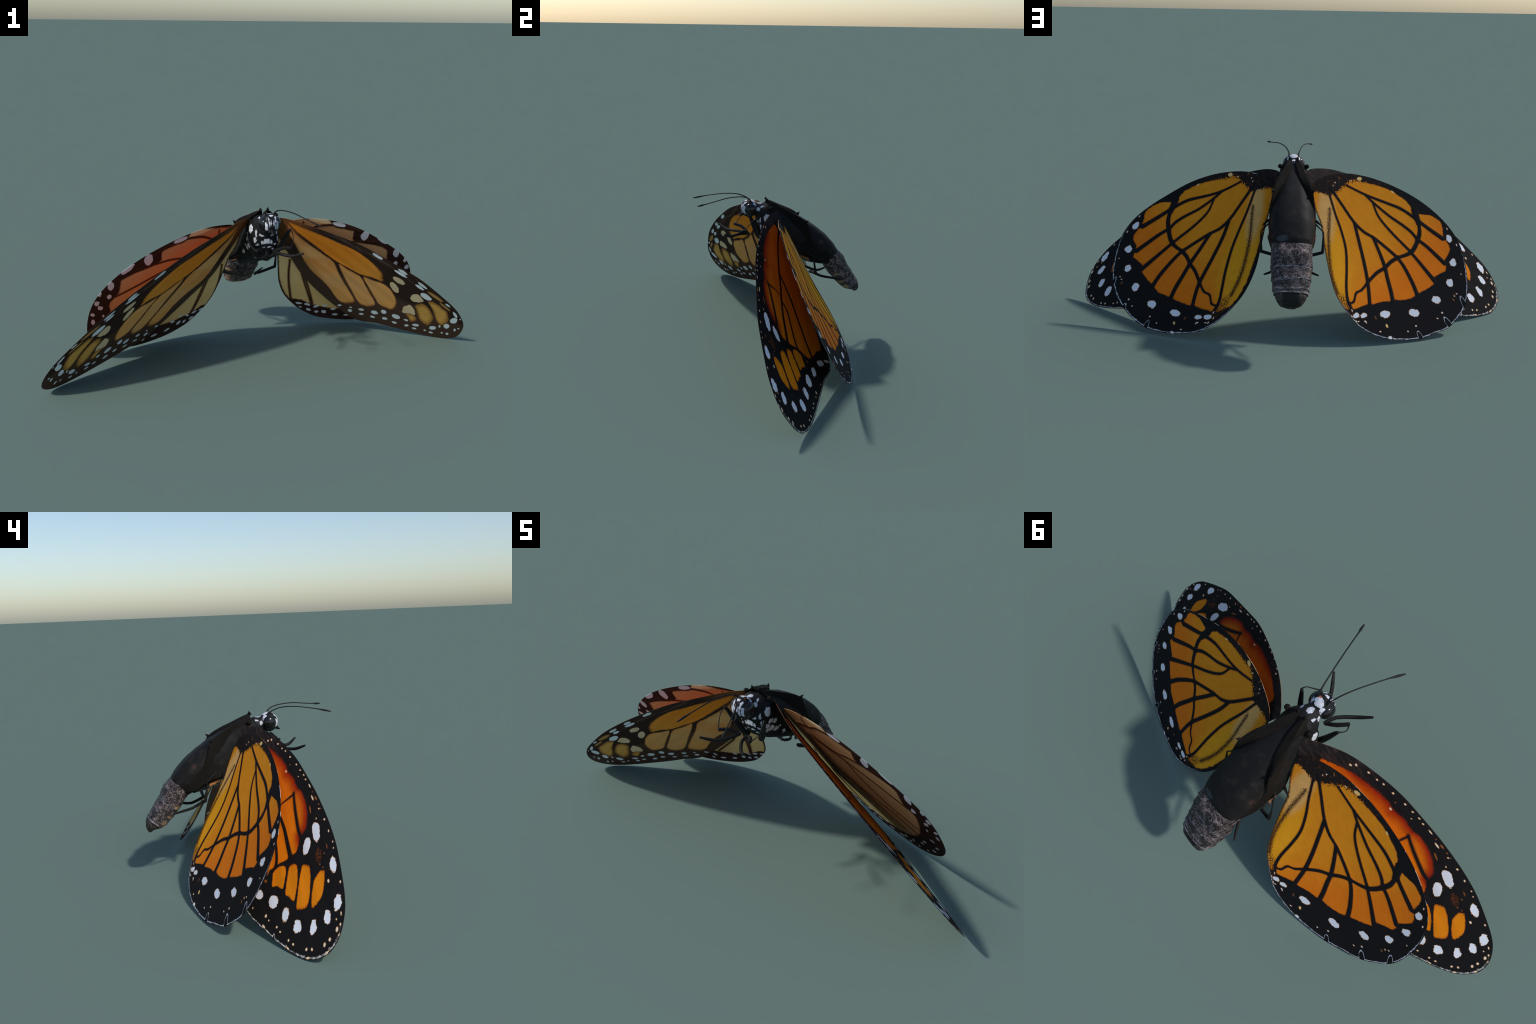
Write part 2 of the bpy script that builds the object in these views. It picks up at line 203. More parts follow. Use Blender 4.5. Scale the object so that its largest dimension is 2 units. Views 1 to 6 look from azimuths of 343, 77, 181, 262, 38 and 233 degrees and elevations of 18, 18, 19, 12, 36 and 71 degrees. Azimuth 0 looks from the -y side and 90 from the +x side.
# ------------------------------------------------------------------ node language
class Net:
    def __init__(self, name):
        self.mat = bpy.data.materials.new(name)
        self.mat.use_nodes = True
        self.t = self.mat.node_tree
        self.t.nodes.clear()
    def new(self, kind, **kw):
        n = self.t.nodes.new(kind)
        for k, v in kw.items():
            setattr(n, k, v)
        return n
    def put(self, sock, v):
        if isinstance(v, bpy.types.NodeSocket):
            self.t.links.new(v, sock)
        elif v is not None:
            sock.default_value = v
    def m(self, op, a, b=None, c=None, clamp=False):
        n = self.new("ShaderNodeMath", operation=op, use_clamp=clamp)
        for s, v in zip(n.inputs, (a, b, c)):
            self.put(s, v)
        return n.outputs[0]
    def v(self, op, a, b=None):
        n = self.new("ShaderNodeVectorMath", operation=op)
        for s, v in zip(n.inputs, (a, b)):
            self.put(s, v)
        return n.outputs["Value"] if op in ("LENGTH", "DOT_PRODUCT", "DISTANCE") else n.outputs[0]
    def frame(self, p, c, rot, sx, sy):
        """Plane coordinates about c, turned by rot, in units of sx and sy."""
        q = self.v("SUBTRACT", p, (float(c[0]), float(c[1]), 0))
        k, s = math.cos(rot), math.sin(rot)
        return self.v("DOT_PRODUCT", q, (k / sx, s / sx, 0)), self.v("DOT_PRODUCT", q, (-s / sy, k / sy, 0))
    def length(self, x, y):
        return self.m("SQRT", self.m("MULTIPLY_ADD", x, x, self.m("MULTIPLY", y, y)))
    def xyz(self, p):
        n = self.new("ShaderNodeSeparateXYZ")
        self.put(n.inputs[0], p)
        return n.outputs
    def curve(self, x, pts):
        n = self.new("ShaderNodeFloatCurve")
        c = n.mapping.curves[0]
        pts = sorted(pts)
        c.points[0].location, c.points[1].location = pts[0], pts[-1]
        for q in pts[1:-1]:
            c.points.new(*q)
        for q in c.points:
            q.handle_type = "VECTOR"
        n.mapping.update()
        self.put(n.inputs["Value"], x)
        return n.outputs[0]
    def noise(self, p, scale, detail=3, rough=.5, out="Fac", distortion=0):
        n = self.new("ShaderNodeTexNoise")
        self.put(n.inputs["Vector"], p)
        n.inputs["Scale"].default_value, n.inputs["Detail"].default_value = scale, detail
        n.inputs["Roughness"].default_value, n.inputs["Distortion"].default_value = rough, distortion
        return n.outputs[out]
    def step(self, x, lo, hi):
        """0 at lo, 1 at hi, smooth between (lo may exceed hi)."""
        n = self.new("ShaderNodeMapRange", interpolation_type="SMOOTHSTEP", clamp=True)
        self.put(n.inputs["Value"], x)
        if lo < hi:
            a, b, c, d = lo, hi, 0, 1
        else:
            a, b, c, d = hi, lo, 1, 0
        for k, v in zip(("From Min", "From Max", "To Min", "To Max"), (a, b, c, d)):
            n.inputs[k].default_value = v
        return n.outputs[0]
    def mix(self, f, a, b):
        n = self.new("ShaderNodeMix", data_type="RGBA")
        self.put(n.inputs[0], f)
        for s, v in ((n.inputs[6], a), (n.inputs[7], b)):
            self.put(s, (*v, 1) if isinstance(v, tuple) and len(v) == 3 else v)
        return n.outputs[2]
    def union(self, ds, fillet=0.0):
        # taken one by one, so that few values are alive at a time in the shader
        d = None
        for e in ds:
            d = e if d is None else self.m("SMOOTH_MIN", d, e, fillet) if fillet else self.m("MINIMUM", d, e)
        return d
    # --- shapes in the wing plane; all return a signed distance in metres, negative inside
    def spot(self, p, c, a, b, rot):
        x, y = self.frame(p, c, rot, a, b)
        return self.m("MULTIPLY", self.m("SUBTRACT", self.length(x, y), 1.0), math.sqrt(a * b) * .8 + b * .2)
    def patch(self, p, pts):
        """Closed outline round a centre, held as radius over angle."""
        line = even(spline(pts, 12, True), 400, True)
        c = (line.max(0) + line.min(0)) / 2 * .4 + line.mean(0) * .6
        _, s, vt = np.linalg.svd(line - line.mean(0), full_matrices=False)
        rot = math.atan2(vt[0, 1], vt[0, 0])
        q = (line - c) @ np.array([[math.cos(rot), -math.sin(rot)], [math.sin(rot), math.cos(rot)]])
        sc = np.abs(q).max(0)
        q = q / sc
        ang, rad = np.arctan2(q[:, 1], q[:, 0]) / (2 * math.pi) + .5, np.linalg.norm(q, axis=1)
        o = np.argsort(ang)
        ang, rad = ang[o], rad[o]
        at = np.linspace(0, 1, 81)
        r = np.interp(at, np.concatenate([[ang[-1] - 1], ang, [ang[0] + 1]]), np.concatenate([[rad[-1]], rad, [rad[0]]]))
        top = r.max() * 1.02
        x = self.frame(p, c, rot, float(sc[0]), float(sc[1]))
        th = self.m("MULTIPLY_ADD", self.m("ARCTAN2", x[1], x[0]), 1 / (2 * math.pi), .5)
        rr = self.curve(th, [(float(a), float(b / top)) for a, b in zip(at, r)])
        d = self.m("SUBTRACT", self.length(x[0], x[1]), self.m("MULTIPLY", rr, float(top)))
        return self.m("MULTIPLY", d, float(min(sc) * .9))
    def vein(self, p, pts, w0, w1):
        line = spline(pts, 10)
        a, b = line[0], line[-1]
        L = float(np.linalg.norm(b - a))
        rot = math.atan2(*(b - a)[::-1])
        q = (line - a) @ np.array([[math.cos(rot), -math.sin(rot)], [math.sin(rot), math.cos(rot)]]) / L
        at = np.linspace(0, 1, 25)
        keep = np.concatenate([[True], np.diff(np.maximum.accumulate(q[:, 0])) > 1e-6])
        off = np.interp(at, np.maximum.accumulate(q[:, 0])[keep], q[keep, 1])
        x = self.frame(p, a, rot, L, L)
        slope = float(np.sqrt(1 + np.mean(np.gradient(off, at)) ** 2))
        c = self.curve(x[0], [(float(t), float(np.clip(o + .5, 0, 1))) for t, o in zip(at, off)])
        across = self.m("ABSOLUTE", self.m("SUBTRACT", self.m("ADD", x[1], .5), c))
        past = self.m("MAXIMUM", self.m("SUBTRACT", self.m("ABSOLUTE", self.m("SUBTRACT", x[0], .5)), .5), 0.0)
        d = self.m("MULTIPLY", self.m("ADD", self.m("DIVIDE", across, slope), past), L)
        return self.m("SUBTRACT", d, self.m("MULTIPLY_ADD", x[0], (w1 - w0) / 1000, w0 / 1000))
    def finish(self, color, rough=.6, spec=.3, bump=None, bump_d=.0005, sheen=0.0, coat=0.0):
        b = self.new("ShaderNodeBsdfPrincipled")
        self.put(b.inputs["Base Color"], (*color, 1) if isinstance(color, tuple) and len(color) == 3 else color)
        self.put(b.inputs["Roughness"], rough)
        b.inputs["Specular IOR Level"].default_value = spec
        b.inputs["Coat Weight"].default_value = coat
        b.inputs["Coat Roughness"].default_value = .15
        b.inputs["Sheen Weight"].default_value = sheen
        if bump is not None:
            n = self.new("ShaderNodeBump")
            n.inputs["Strength"].default_value = .6
            n.inputs["Distance"].default_value = bump_d
            self.put(n.inputs["Height"], bump)
            self.t.links.new(n.outputs[0], b.inputs["Normal"])
        o = self.new("ShaderNodeOutputMaterial")
        self.t.links.new(b.outputs[0], o.inputs["Surface"])
        return self.mat
    def object_coords(self):
        return self.new("ShaderNodeTexCoord").outputs["Object"]


# ------------------------------------------------------------------ wing materials
BLACK = (.0105, .0098, .0108)
WHITE = (.74, .77, .84)


class WingNet(Net):
    def __init__(self, name, right, warp):
        super().__init__(name)
        self.warp = warp
        raw = self.object_coords()
        self.p = self.v("MULTIPLY", raw, (-1, 1, 0) if right else (1, 1, 0))
        self.x = self.xyz(self.p)
        # ragged edges: scales break every outline a little
        self.rag = self.m("SUBTRACT", self.noise(self.p, 150, 3, .6), .5)
        self.wob = self.m("SUBTRACT", self.noise(self.p, 38, 2, .5), .5)
        # streaks along the span
        self.streak = self.noise(self.v("MULTIPLY", self.p, (9, 120, 1)), 1, 4, .6)
        self.grain = self.noise(self.p, 420, 2, .6)
    def rough(self, d, fine=.003, wide=.0):
        d = self.m("MULTIPLY_ADD", self.rag, fine, d)
        return self.m("MULTIPLY_ADD", self.wob, wide, d) if wide else d
    def mask(self, d, soft=.0008):
        return self.step(d, soft, -soft)
    def pts(self, mm):
        return self.warp(np.array(mm, float) / 1000)
    def veins(self, table, wide=1.0):
        return self.union((self.vein(self.p, self.pts(pts), a * wide, b * wide) for a, b, pts in table.values()), .008)
    def spots(self, table, size=1.0):
        shapes = (warp_spot(self.warp, s) for s in table)
        return self.union(self.spot(self.p, c, a * size, b * size, r) for c, a, b, r in shapes)
    def patches(self, table):
        return self.union(self.patch(self.p, self.pts(t)) for t in table)
    def brighten(self, col, fac, amount):
        """multiply colour by 1 +- amount following fac"""
        k = self.m("MULTIPLY_ADD", fac, 2 * amount, 1 - amount)
        n = self.new("ShaderNodeMix", data_type="RGBA", blend_type="MULTIPLY")
        n.inputs[0].default_value = 1
        self.put(n.inputs[6], col)
        self.put(n.inputs[7], self.rgb(k))
        return n.outputs[2]
    def rgb(self, f):
        n = self.new("ShaderNodeCombineColor")
        for s in n.inputs:
            self.put(s, f)
        return n.outputs[0]
    def fringe(self, col, outline, notches, inset, pale, front, gaps=.45):
        """Pale scaly line just inside the outer margin, turning in round the notches."""
        d = self.m("ADD", self.patch(self.p, outline), inset)
        slits = (warp_spot(self.warp, s) for s in notches)
        slits = self.union(self.spot(self.p, c, a * 1.2, b * .62, r) for c, a, b, r in slits)
        inner = self.m("MINIMUM", self.m("MULTIPLY", d, -1.0), slits)
        inner = self.m("MULTIPLY_ADD", self.rag, .007, inner)
        inner = self.m("MULTIPLY_ADD", self.wob, .006, inner)
        line = self.step(self.m("ABSOLUTE", self.m("ADD", inner, -.0005)), .0019, .0005)
        outer = self.m("MULTIPLY", self.step(self.x[0], .42, .60), self.step(self.x[1], front, front - .08))
        broken = self.step(self.noise(self.p, 60, 3, .7), gaps - .12, gaps + .14)
        k = self.m("MULTIPLY", self.m("MULTIPLY", line, outer), self.m("MULTIPLY_ADD", broken, .75, .25))
        col = self.mix(self.m("MULTIPLY", self.mask(inner), outer), col, (.008, .008, .009))
        return self.mix(k, col, pale)
    def close(self, col, bump_veins=None):
        col = self.brighten(col, self.grain, .16)
        h = self.m("ADD", self.m("MULTIPLY", self.grain, .3), self.m("MULTIPLY", self.streak, .7))
        return self.finish(col, .72, .07, h, .0005)


def hind_upper(name, right, warp, outline):
    n = WingNet(name, right, warp)
    field = n.rough(n.patch(n.p, n.pts(HIND_UPPER_FIELD)), .007, .010)
    field = n.m("MULTIPLY_ADD", n.m("MULTIPLY", n.rag, n.step(n.x[0], .22, .12)), .05, field)
    veins = n.rough(n.veins(HIND_UPPER_VEINS, 1.25), .003)
    mott = n.noise(n.p, 9, 3, .55)
    # orange: yellow by the inner margin, deeper towards the outer cells
    out = n.step(n.m("MULTIPLY_ADD", mott, .1, n.x[0]), .42, .66)
    orange = n.mix(out, (.76, .265, .013), (.76, .185, .009))
    c, a, b, r = warp_spot(warp, (330, -185, 240, 95, -40))
    inner = n.step(n.spot(n.p, c, a, b, r), .03, -.09)
    orange = n.mix(inner, orange, (.82, .345, .014))
    c, a, b, r = warp_spot(warp, (150, -45, 130, 42, -42))
    orange = n.mix(n.m("MULTIPLY", .85, n.step(n.m("MULTIPLY_ADD", n.rag, .05, n.spot(n.p, c, a, b, r)), .016, -.026)), orange, (.74, .42, .14))
    orange = n.brighten(orange, n.streak, .13)
    orange = n.brighten(orange, n.noise(n.p, 24, 4, .6), .12)
    # brown fold line beside the inner margin
    w0, w1, pts = HIND_UPPER_STRIPE
    fold = n.m("MULTIPLY_ADD", n.rag, .03, n.vein(n.p, n.pts(pts), w0, w1))
    fold = n.m("MAXIMUM", n.step(fold, .009, -.007), n.m("MULTIPLY", n.step(n.m("MULTIPLY_ADD", n.rag, .012, n.patch(n.p, outline)), -.010, -.001), n.step(n.x[1], -.02, -.06)))
    orange = n.mix(fold, orange, (.065, .025, .011))
    # reddish rim where orange meets black
    lips = n.m("SMOOTH_MAX", field, n.m("MULTIPLY", veins, -1.0), .010)
    orange = n.mix(n.step(lips, -.005, .001), orange, (.24, .050, .006))
    # dark root with rusty dust, brown dust in the inner corner
    root = n.mix(n.step(n.noise(n.p, 70, 4, .7), .52, .8), (.017, .013, .012), (.16, .055, .014))
    root = n.mix(n.step(n.x[0], .16, .30), root, BLACK)
    col = n.mix(n.mask(lips), root, orange)
    c, a, b, r = warp_spot(warp, (492, -262, 60, 22, -12))
    dust = n.m("MULTIPLY", n.step(n.spot(n.p, c, a, b, r), .012, -.012), n.step(n.noise(n.p, 190, 2, .6), .44, .56))
    col = n.mix(dust, col, (.05, .02, .010))
    col = n.mix(n.mask(veins), col, BLACK)
    col = n.fringe(col, outline, HIND_UPPER_NOTCHES, .003, (.60, .62, .68), .33)
    rust = n.rough(n.spots(HIND_UPPER_RUST, .8), .004)
    col = n.mix(n.m("MULTIPLY", n.mask(rust, .002), .7), col, (.28, .10, .03))
    cream = n.rough(n.spots(HIND_UPPER_CREAM, .85), .004)
    col = n.mix(n.mask(cream, .001), col, (.86, .53, .19))
    spots = n.m("MINIMUM", n.rough(n.spots(HIND_UPPER_SPOTS, .86), .008, .018), n.rough(n.spots(HIND_UPPER_DOTS, .64), .003))
    col = n.mix(n.step(spots, .0022, .0008), col, (.50, .24, .07))
    col = n.mix(n.mask(spots), col, WHITE)
    if right:
        w = n.rough(n.spots([(35, 92, 42, 16, 62)]), .012, .02)
        col = n.mix(n.mask(w, .001), col, (.62, .60, .54))
    return n.close(col)


def fore_upper(name, right, warp, outline):
    n = WingNet(name, right, warp)
    field = n.rough(n.patch(n.p, n.pts(FORE_UPPER_FIELD)), .006, .006)
    cells = n.rough(n.patches(FORE_UPPER_CELLS), .006, .004)
    veins = n.rough(n.veins(FORE_UPPER_VEINS), .003)
    mott = n.noise(n.v("MULTIPLY", n.p, (5, 14, 1)), 1, 3, .6)
    # the front of the field is deep red, the rear plain orange
    front = n.m("MULTIPLY", n.step(n.m("MULTIPLY_ADD", mott, .03, field), -.026, .010), n.step(n.x[1], .05, .10))
    orange = n.mix(n.step(n.x[0], .30, .75), (.66, .130, .005), (.72, .19, .005))
    orange = n.mix(front, orange, (.34, .024, .004))
    orange = n.brighten(orange, n.streak, .22)
    lips = n.m("SMOOTH_MAX", field, n.m("MULTIPLY", veins, -1.0), .008)
    orange = n.mix(n.step(lips, -.004, .001), orange, (.17, .022, .005))
    fuzzy = n.m("MULTIPLY_ADD", n.rag, .008, lips)
    hazy = n.step(n.x[1], .07, .12)
    tip = n.brighten(n.mix(n.step(cells, -.004, .001), (.72, .215, .006), (.36, .07, .006)), n.streak, .16)
    root = n.mix(n.step(n.noise(n.v("MULTIPLY", n.p, (14, 60, 1)), 1, 4, .6), .42, .7), (.014, .012, .012), (.050, .032, .028))
    dark = n.mix(n.step(n.x[0], .10, .32), root, BLACK)
    cover = n.m("MULTIPLY_ADD", hazy, n.m("SUBTRACT", n.step(fuzzy, .004, -.010), n.mask(lips)), n.mask(lips))
    col = n.mix(cover, dark, orange)
    col = n.mix(n.mask(veins), col, BLACK)
    col = n.mix(n.mask(cells), col, tip)
    c, a, b, r = warp_spot(warp, FORE_UPPER_BLOTCH)
    k = n.m("MULTIPLY", n.step(n.spot(n.p, c, a, b, r), .004, -.010), n.step(n.noise(n.p, 110, 3, .7), .38, .62))
    col = n.mix(k, col, (.13, .035, .008))
    col = n.fringe(col, outline, FORE_UPPER_NOTCHES, .003, (.64, .60, .56), .16, .5)
    rust = n.rough(n.spots(FORE_UPPER_RUST, .85), .005)
    col = n.mix(n.m("MULTIPLY", n.mask(rust, .002), .8), col, (.40, .12, .02))
    spots = n.rough(n.spots(FORE_UPPER_SPOTS, .92), .010, .020)
    dots = n.rough(n.spots(FORE_UPPER_DOTS, .64), .003)
    both = n.m("MINIMUM", spots, dots)
    col = n.mix(n.step(both, .0022, .0008), col, (.50, .24, .08))
    col = n.mix(n.mask(spots), col, WHITE)
    col = n.mix(n.mask(dots), col, (.78, .66, .50))
    return n.close(col)


DARK_BROWN = (.036, .0185, .0135)


def fore_under(name, right, warp, outline):
    n = WingNet(name, right, warp)
    mott = n.noise(n.v("MULTIPLY", n.p, (7, 22, 1)), 1, 4, .6)
    dark = n.mix(n.step(mott, .35, .7), DARK_BROWN, (.042, .024, .018))
    rear = n.step(n.m("MULTIPLY_ADD", n.x[0], -.28, n.m("MULTIPLY_ADD", mott, .02, n.x[1])), -.145, -.19)
    dark = n.mix(n.m("MULTIPLY", rear, .7), dark, (.090, .052, .034))
    dark = n.mix(n.m("MULTIPLY", n.step(n.x[0], .20, .05), .75), dark, (.24, .090, .026))
    veil = n.spot(n.p, warp([(.36, .18)])[0], .33, .02, .10)
    dark = n.mix(n.m("MULTIPLY", n.step(veil, .02, -.01), n.step(n.streak, .5, .68)), dark, (.13, .085, .060))
    col = dark
    span = n.step(n.x[0], .08, .62)
    wash = n.step(n.m("MULTIPLY_ADD", mott, .06, n.x[1]), .03, .10)
    ochre = n.mix(span, (.62, .220, .060), (.78, .370, .105))
    ochre = n.mix(n.step(n.noise(n.p, 6, 3, .5), .4, .65), ochre, (.72, .37, .135))
    ochre = n.brighten(ochre, n.streak, .2)
    bright = n.mix(n.step(n.x[0], .30, .60), (.78, .240, .020), (.76, .305, .042))
    bright = n.brighten(bright, n.streak, .2)
    for key, pts in FORE_UNDER_CELLS.items():
        d = n.rough(n.patch(n.p, n.pts(pts)), .007, .004)
        fill = bright if key == "discal" else ochre
        fill = n.mix(n.step(d, -.006, .001), fill, (.28, .09, .018))
        col = n.mix(n.mask(d, .0012), col, fill)
    d = n.rough(n.patches(FORE_UNDER_TIP_CELLS), .016, .004)
    col = n.mix(n.mask(d, .002), col, n.mix(n.step(d, -.016, .002), (.68, .37, .085), (.30, .13, .03)))
    d = n.rough(n.spots(FORE_UNDER_SLIVERS), .005)
    col = n.mix(n.mask(d, .0015), col, (.44, .24, .075))
    d = n.rough(n.m("MINIMUM", n.patches(FORE_UNDER_PALE), n.spots(FORE_UNDER_PALE_SPOTS, .9)), .008, .006)
    col = n.mix(n.mask(d, .001), col, (.74, .56, .34))
    fine = n.vein(n.p, n.pts([(60, 45), (300, 142), (520, 200), (760, 190)]), 1.2, 1.2)
    col = n.mix(n.m("MULTIPLY", n.mask(fine, .001), .8), col, (.10, .07, .055))
    d = n.rough(n.spots(FORE_UNDER_SPOTS, 1.0), .005, .010)
    col = n.mix(n.mask(d, .001), col, (.74, .80, .82))
    return n.close(col)


def hind_under(name, right, warp, outline):
    n = WingNet(name, right, warp)
    mott = n.noise(n.v("MULTIPLY", n.p, (8, 16, 1)), 1, 4, .6)
    dark = n.mix(n.step(mott, .4, .7), DARK_BROWN, (.046, .022, .016))
    field = n.rough(n.patch(n.p, n.pts(HIND_UNDER_FIELD)), .016, .006)
    veins = n.rough(n.veins(HIND_UNDER_VEINS, .85), .004)
    low = n.step(n.m("MULTIPLY_ADD", mott, .08, n.x[1]), .06, -.12)
    ochre = n.mix(low, (.58, .35, .155), (.76, .50, .20))
    near = n.step(n.x[0], .10, .42)
    ochre = n.mix(near, n.mix(low, (.60, .31, .125), (.80, .57, .28)), ochre)
    ochre = n.brighten(ochre, n.streak, .16)
    c, a, b, r = warp_spot(warp, (150, 215, 110, 20, 40))
    ochre = n.mix(n.step(n.m("MULTIPLY_ADD", n.rag, .01, n.spot(n.p, c, a, b, r)), .012, -.008), ochre, (.86, .62, .33))
    ochre = n.mix(n.step(n.m("MAXIMUM", field, n.m("MULTIPLY", veins, -1.0)), -.008, .002), ochre, (.17, .065, .022))
    rim = n.m("MULTIPLY", n.step(n.m("MULTIPLY_ADD", n.rag, .010, n.patch(n.p, outline)), -.009, -.003), n.step(n.x[1], .0, -.04))
    ochre = n.mix(rim, ochre, DARK_BROWN)
    col = n.mix(n.mask(field, .0012), dark, ochre)
    col = n.mix(n.mask(veins, .001), col, (.055, .024, .014))
    d = n.rough(n.spots(HIND_UNDER_SPOTS, .9), .006, .012)
    col = n.mix(n.mask(d, .001), col, (.68, .67, .69))
    return n.close(col)


# ------------------------------------------------------------------ mesh helpers
def make_object(name, verts, faces, parent, mats, smooth=True, face_mat=None, sharp=None):
    me = bpy.data.meshes.new(name)
    me.from_pydata([tuple(v) for v in verts], [], [tuple(f) for f in faces])
    for m in mats:
        me.materials.append(m)
    if face_mat is not None:
        me.polygons.foreach_set("material_index", np.asarray(face_mat, dtype=np.int32))
    me.polygons.foreach_set("use_smooth", np.full(len(me.polygons), smooth))
    me.update()
    if sharp is not None:
        me.set_sharp_from_angle(angle=math.radians(sharp))
    ob = bpy.data.objects.new(name, me)
    bpy.context.scene.collection.objects.link(ob)
    ob.parent = parent
    return ob


def empty(name, parent=None):
    ob = bpy.data.objects.new(name, None)
    ob.empty_display_size = .1
    bpy.context.scene.collection.objects.link(ob)
    ob.parent = parent
    return ob


def vein_relief(q, table, warp, height):
    h = np.zeros(len(q))
    for w0, w1, pts in table.values():
        line = even(spline(warp(np.array(pts, float) / 1000), 10), 60)
        d2 = np.full(len(q), 9.0)
        for a in line:
            d2 = np.minimum(d2, ((q - a) ** 2).sum(1))
        w = (w0 + w1) / 2000
        h = np.maximum(h, height * np.exp(-d2 / (w * 1.1) ** 2))
    return h


def build_wing(name, key, outline_mm, bow, centre, parent, upper, under, up_veins, low_veins, wu, wl):
    right = key[0] == "R"
    line = even(spline(np.array(outline_mm, float) / 1000, 12, True), 420, True)
    for _ in range(3):
        line = (np.roll(line, 1, 0) + 2 * line + np.roll(line, -1, 0)) / 4
        line = (np.roll(line, 2, 0) + 2 * line + np.roll(line, -2, 0)) / 4
    c = np.array(centre)
    rings, n = 64, len(line)
    ts = np.sin(np.linspace(0, 1, rings + 1)[1:] * math.pi / 2) ** .9
    q = np.vstack([[c]] + [c + t * (line - c) for t in ts])
    tt = np.concatenate([[0], np.repeat(ts, n)])
    x, y = q[:, 0], q[:, 1]
    z = bow[0] * x + bow[1] * y + bow[2] + bow[3] * x * x + bow[4] * x * y + bow[5] * y * y
    if key[1] == "F":
        z = z + .015 * np.exp(-(np.maximum(x, 0) / .10) ** 2)
    # shallow hollows where the sheet sags between its ribs
    if key == "RH":
        z = z - .009 * np.exp(-((x - .33) ** 2 + (y + .16) ** 2) / .13 ** 2)
    if key == "LF":
        z = z - .013 * np.exp(-((x - .30) ** 2 + (y + .12) ** 2) / .12 ** 2)
    # faint corrugation between the veins
    z = z + (.0006 if key[1] == "F" else .0) * np.sin(y * 95 + x * 12) * (1 - tt ** 4)
    half = .0015 * (1 - tt ** 5) + .0005
    zu = z + half + vein_relief(q, up_veins, wu, .0013)
    zl = z - half - vein_relief(q, low_veins, wl, .0013)
    s = -1 if right else 1
    up = np.stack([s * x, y, zu], 1)
    lo = np.stack([s * x, y, zl], 1)
    N = len(q)
    faces, fm = [], []
    def quad(f, m):
        faces.append(f[::-1] if right else f)
        fm.append(m)
    for j in range(n):
        k = (j + 1) % n
        quad((0, 1 + k, 1 + j), 0)
        quad((N, N + 1 + j, N + 1 + k), 1)
        for r in range(rings - 1):
            a, b = 1 + r * n, 1 + (r + 1) * n
            quad((a + j, a + k, b + k, b + j), 0)
            quad((N + a + j, N + b + j, N + b + k, N + a + k), 1)
        a = 1 + (rings - 1) * n
        quad((a + j, a + k, N + a + k, N + a + j), 1)
    ob = make_object(name, np.vstack([up, lo]), faces, parent, [upper, under], True, fm, 50)
    o, ax, az = FRAMES[key]
    ax, az = Vector(ax).normalized(), Vector(az).normalized()
    ay = az.cross(ax).normalized()
    ax = ay.cross(az)
    m = Matrix(((ax.x, ay.x, az.x, o[0]), (ax.y, ay.y, az.y, o[1]), (ax.z, ay.z, az.z, o[2]), (0, 0, 0, 1)))
    ob.matrix_world = m
    bm = bmesh.new()
    bm.from_mesh(ob.data)
    bmesh.ops.recalc_face_normals(bm, faces=bm.faces)
    bm.to_mesh(ob.data)
    bm.free()
    return ob


# ------------------------------------------------------------------ body helpers
def loft(stations, ring=48, per=8, cap=True, power=2.0, shape=None):
    """Skin of cross-sections.  A station is (top y, top z, bottom y, bottom z, half width)."""
    st = even_params(np.asarray(stations, float), per)
    ang = np.linspace(0, 2 * math.pi, ring, endpoint=False)
    V = []
    for i, (ty, tz, by, bz, hw) in enumerate(st):
        cy, cz, ry, rz = (ty + by) / 2, (tz + bz) / 2, (ty - by) / 2, (tz - bz) / 2
        cs, sn = np.cos(ang), np.sin(ang)
        e = 2 / power
        u, w = np.sign(cs) * np.abs(cs) ** e, np.sign(sn) * np.abs(sn) ** e
        k = np.ones(ring) if shape is None else shape(i / (len(st) - 1), ang)
        V.append(np.stack([hw * u * k, cy + ry * w * k, cz + rz * w * k], 1))
    V = np.array(V)
    rows = len(V)
    verts = V.reshape(-1, 3).tolist()
    faces = []
    for r in range(rows - 1):
        for j in range(ring):
            k = (j + 1) % ring
            faces.append((r * ring + j, r * ring + k, (r + 1) * ring + k, (r + 1) * ring + j))
    if cap:
        for r, flip in ((0, True), (rows - 1, False)):
            verts.append(V[r].mean(0).tolist())
            c = len(verts) - 1
            for j in range(ring):
                k = (j + 1) % ring
                f = (r * ring + j, r * ring + k, c)
                faces.append(f[::-1] if flip else f)
    return verts, faces


def even_params(p, per):
    return spline(p, per)


